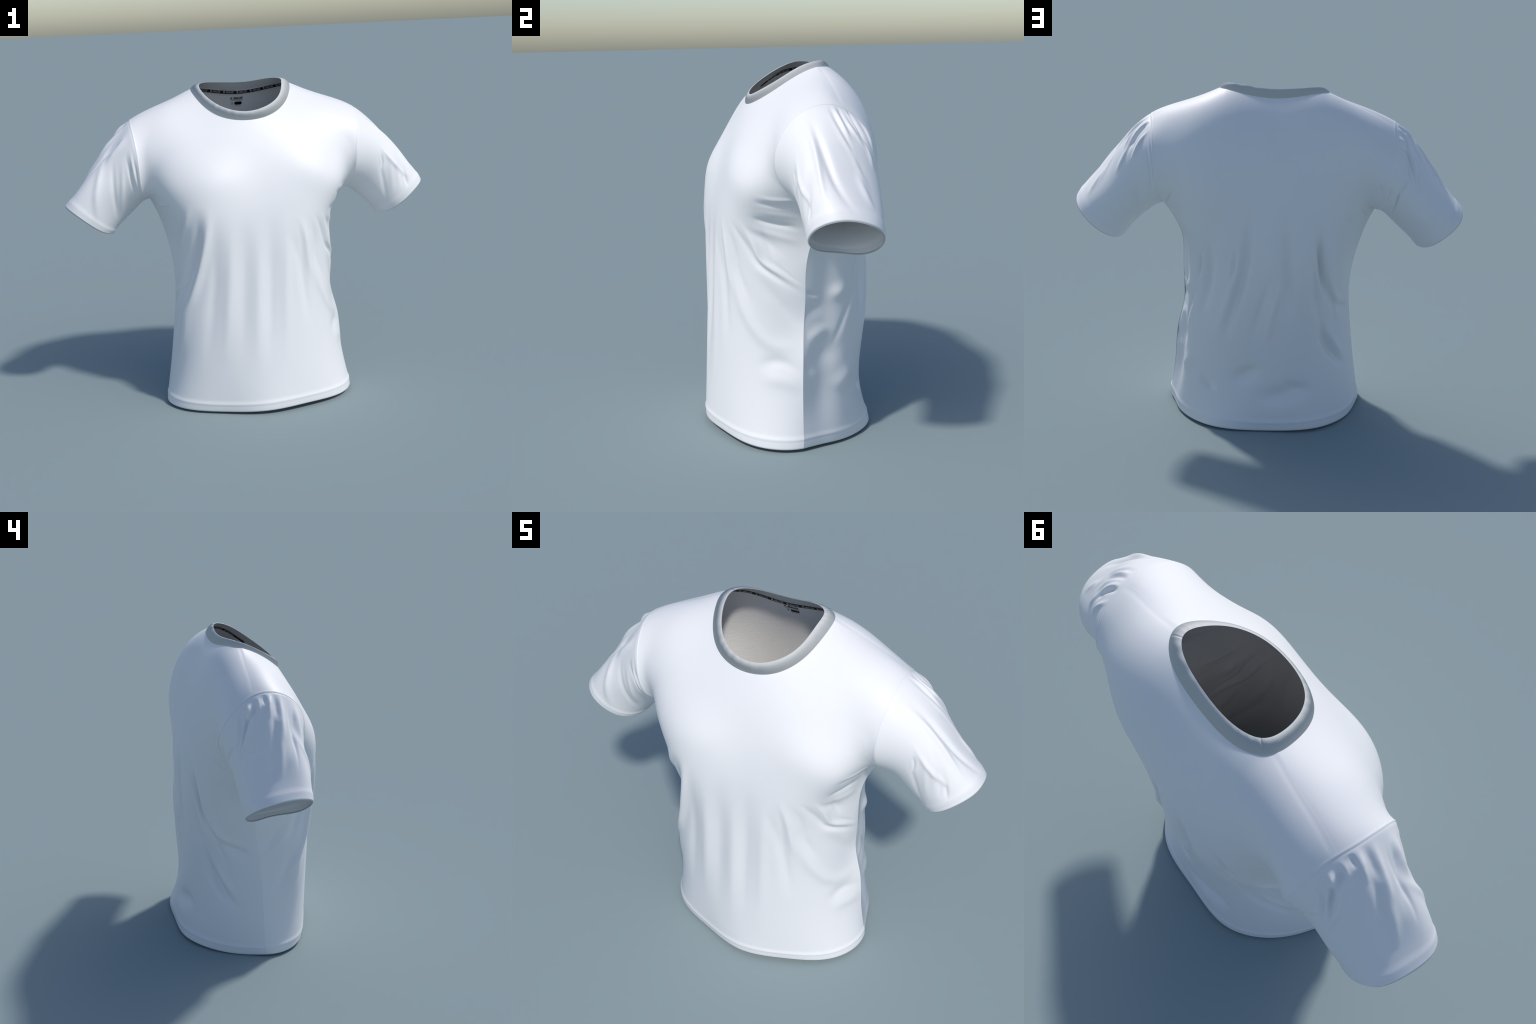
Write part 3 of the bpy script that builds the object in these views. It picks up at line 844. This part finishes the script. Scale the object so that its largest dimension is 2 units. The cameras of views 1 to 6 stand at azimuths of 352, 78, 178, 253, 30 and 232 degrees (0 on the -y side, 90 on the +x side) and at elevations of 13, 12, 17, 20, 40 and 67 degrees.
# neck tape: follows the seam just inside the collar
TAPE = .019
back_half = np.where((lower[:, 1] > -.035))[0]
k0 = np.where(np.diff(back_half) > 1)[0]
if len(k0):
    back_half = np.r_[back_half[k0[0] + 1:], back_half[:k0[0] + 1]]
seam = along(lower[back_half], 400)
if seam[0, 0] < 0:
    seam = seam[::-1]                       # from +x (viewer's right, seen from the front) to -x
tg = unit(np.gradient(seam, axis=0))
# the tape lies flat on the cloth: take the slope of the nearest piece of panel
EV = np.concatenate([SEAM[f][0][:, 150:].reshape(-1, 3) for f in ("front", "back")])
EN = np.concatenate([SEAM[f][1][:, 150:].reshape(-1, 3) for f in ("front", "back")])
EV, EN = EV[EV[:, 2] > 1.45], EN[EV[:, 2] > 1.45]
low = seam + [0, 0, -.012]
low[:, :2] += unit(seam[:, :2] - [0, .04]) * .008
inw = -EN[[((EV - p) ** 2).sum(1).argmin() for p in low]]
ker = np.ones(41) / 41
flat = unit(np.stack([-seam[:, 0], .03 - seam[:, 1], 0 * seam[:, 0]], -1))
inw = unit(.78 * inw + .22 * flat)                  # mostly along the cloth, a little upright
inw = unit(np.stack([np.convolve(np.pad(inw[:, k], 20, mode="edge"), ker, "valid") for k in range(3)], -1))
dn = unit(np.cross(tg, inw))
if dn[200, 2] > 0:
    dn = -dn
def tape_point(q, h, lift):
    """q along the tape in 0..1, h down from its top edge, lift off the cloth"""
    f = q * 399
    i = np.clip(np.floor(f).astype(int), 0, 398)
    w = (f - i)[..., None]
    base = seam[i] * (1 - w) + seam[i + 1] * w
    a_ = unit(inw[i] * (1 - w) + inw[i + 1] * w)
    b_ = unit(dn[i] * (1 - w) + dn[i + 1] * w)
    return base + a_ * (.0075 + lift)[..., None] + b_ * (h + .0025)[..., None]
q = np.linspace(0, 1, 300)
hh = np.array([0, 0, 1, 1]) * TAPE
ll = np.array([0, .0016, .0016, 0])
QQ, HH = np.meshgrid(q, hh, indexing="ij")
_, LL = np.meshgrid(q, ll, indexing="ij")
TP = tape_point(QQ, HH, LL)
F = []
for i in range(299):
    for j in range(4):
        F.append((i * 4 + j, i * 4 + (j + 1) % 4, (i + 1) * 4 + (j + 1) % 4, (i + 1) * 4 + j))
tape = mesh_object("neck_tape", TP.reshape(-1, 3), F, [BLACK], shirt, smooth_shade=False)

def text_mesh(body, size, shear=0.0, bold=0.0, thick=.0006):
    cu = bpy.data.curves.new("lettering", "FONT")
    cu.body = body
    cu.size = size
    cu.shear = shear
    cu.offset = bold
    cu.extrude = thick / 2
    cu.resolution_u = 3
    ob = bpy.data.objects.new("lettering", cu)
    bpy.context.scene.collection.objects.link(ob)
    dg = bpy.context.evaluated_depsgraph_get()
    me = bpy.data.meshes.new_from_object(ob.evaluated_get(dg))
    V = np.array([v.co[:] for v in me.vertices])
    F = [tuple(p.vertices) for p in me.polygons]
    bpy.data.objects.remove(ob)
    bpy.data.curves.remove(cu)
    bpy.data.meshes.remove(me)
    return V, F

# lettering on the tape (read from the front: runs from -x to +x)
length = np.linalg.norm(np.diff(seam, axis=0), axis=1).sum()
word, word_f = text_mesh("REALIZE", .0162, .25)
mark, mark_f = text_mesh("R", .0180, 0.0, .0006)
word[:, 0] = (word[:, 0] - word[:, 0].min()) * .0430 / np.ptp(word[:, 0])
mark[:, 0] = (mark[:, 0] - mark[:, 0].min()) * .0105 / np.ptp(mark[:, 0])
tape_letters = []
pitch = .0747
k = 0
arc = np.r_[0, np.cumsum(np.linalg.norm(np.diff(seam[::-1], axis=0), axis=1))]
back_part = np.where(seam[::-1, 1] > .1)[0]
x0 = arc[back_part[np.abs(seam[::-1][back_part, 0] + .083).argmin()]] % pitch
while x0 + .066 < length - .004:
    for V0, F0, dx in ((mark, mark_f, 0.0), (word, word_f, .0150)):
        V = V0.copy()
        xx = x0 + dx + V[:, 0]
        P = tape_point(1 - xx / length, TAPE - .0056 - V[:, 1], .0019 + V[:, 2])
        tape_letters.append((P, F0))
    x0 += pitch
def join(parts):
    Vs, Fs, o = [], [], 0
    for V, F_ in parts:
        Vs.append(V)
        Fs += [tuple(i + o for i in f) for f in F_]
        o += len(V)
    return np.concatenate(Vs), Fs
V, F = join(tape_letters)
lt = mesh_object("tape_lettering", V, F, [SILVER], tape, smooth_shade=False)
lt["kind"] = "stuff"

# printed label below the tape
LX, LZ = 0.0, 1.637          # middle of the word line
def print_on(V, cx, cz, lift=.0007):
    return np.array([on_inside(cx + p[0], cz + p[1], lift - p[2] * 0 + (p[2] > 0) * .0004) for p in V])
def bar(w, h, r=0.0, n=6, t=.0006):
    pts = []
    for cx, cy, a0 in ((w / 2 - r, h / 2 - r, 0), (-w / 2 + r, h / 2 - r, 90), (-w / 2 + r, -h / 2 + r, 180), (w / 2 - r, -h / 2 + r, 270)):
        for i in range(n if r > 0 else 1):
            aa = math.radians(a0 + (90 * i / (n - 1) if r > 0 else 0))
            pts.append((cx + r * math.cos(aa), cy + r * math.sin(aa)))
    c = len(pts)
    V = np.array([(x, y, -t / 2) for x, y in pts] + [(x, y, t / 2) for x, y in pts])
    F = [tuple(range(c))[::-1], tuple(range(c, 2 * c))] + [(i, (i + 1) % c, c + (i + 1) % c, c + i) for i in range(c)]
    return V, F
wl, wl_f = text_mesh("REALIZE", .0190, .22, .0007)
wl[:, 0] = (wl[:, 0] - wl[:, 0].min()) * .053 / np.ptp(wl[:, 0])
ml, ml_f = text_mesh("R", .0190, 0, .0004)
ml[:, 0] = (ml[:, 0] - ml[:, 0].min()) * .0115 / np.ptp(ml[:, 0])
V, F = join([(print_on(wl, LX - .0237, LZ), wl_f), (print_on(ml, LX - .0397, LZ), ml_f)])
label = mesh_object("printed_label", V, F, [INK], shirt, smooth_shade=False)
V, F = bar(.042, .0178, .0080)
pill = mesh_object("label_block", print_on(V, LX + .0034, LZ - .0225), F, [INK], label, smooth_shade=False)
small = []
x = -.039
while x < .027:                                  # illegible line of small print
    w = rng.uniform(.0025, .006)
    V, F = bar(w, .0024)
    small.append((print_on(V, LX + x + w / 2, LZ - .0065), F))
    x += w + rng.uniform(.001, .0022)
x = -.023
while x < .020:
    w = rng.uniform(.002, .005)
    V, F = bar(w, .0018)
    small.append((print_on(V, LX + x + w / 2, LZ - .0385), F))
    x += w + rng.uniform(.0008, .0018)
for row in range(3):
    for col in range(2):
        V, F = bar(.0028, .0034)
        small.append((print_on(V, LX - .0325 + col * .004, LZ - .0175 - row * .0052), F))
V, F = join(small)
sp = mesh_object("small_print", V, F, [GREY_INK], label, smooth_shade=False)
sp["kind"] = "stuff"
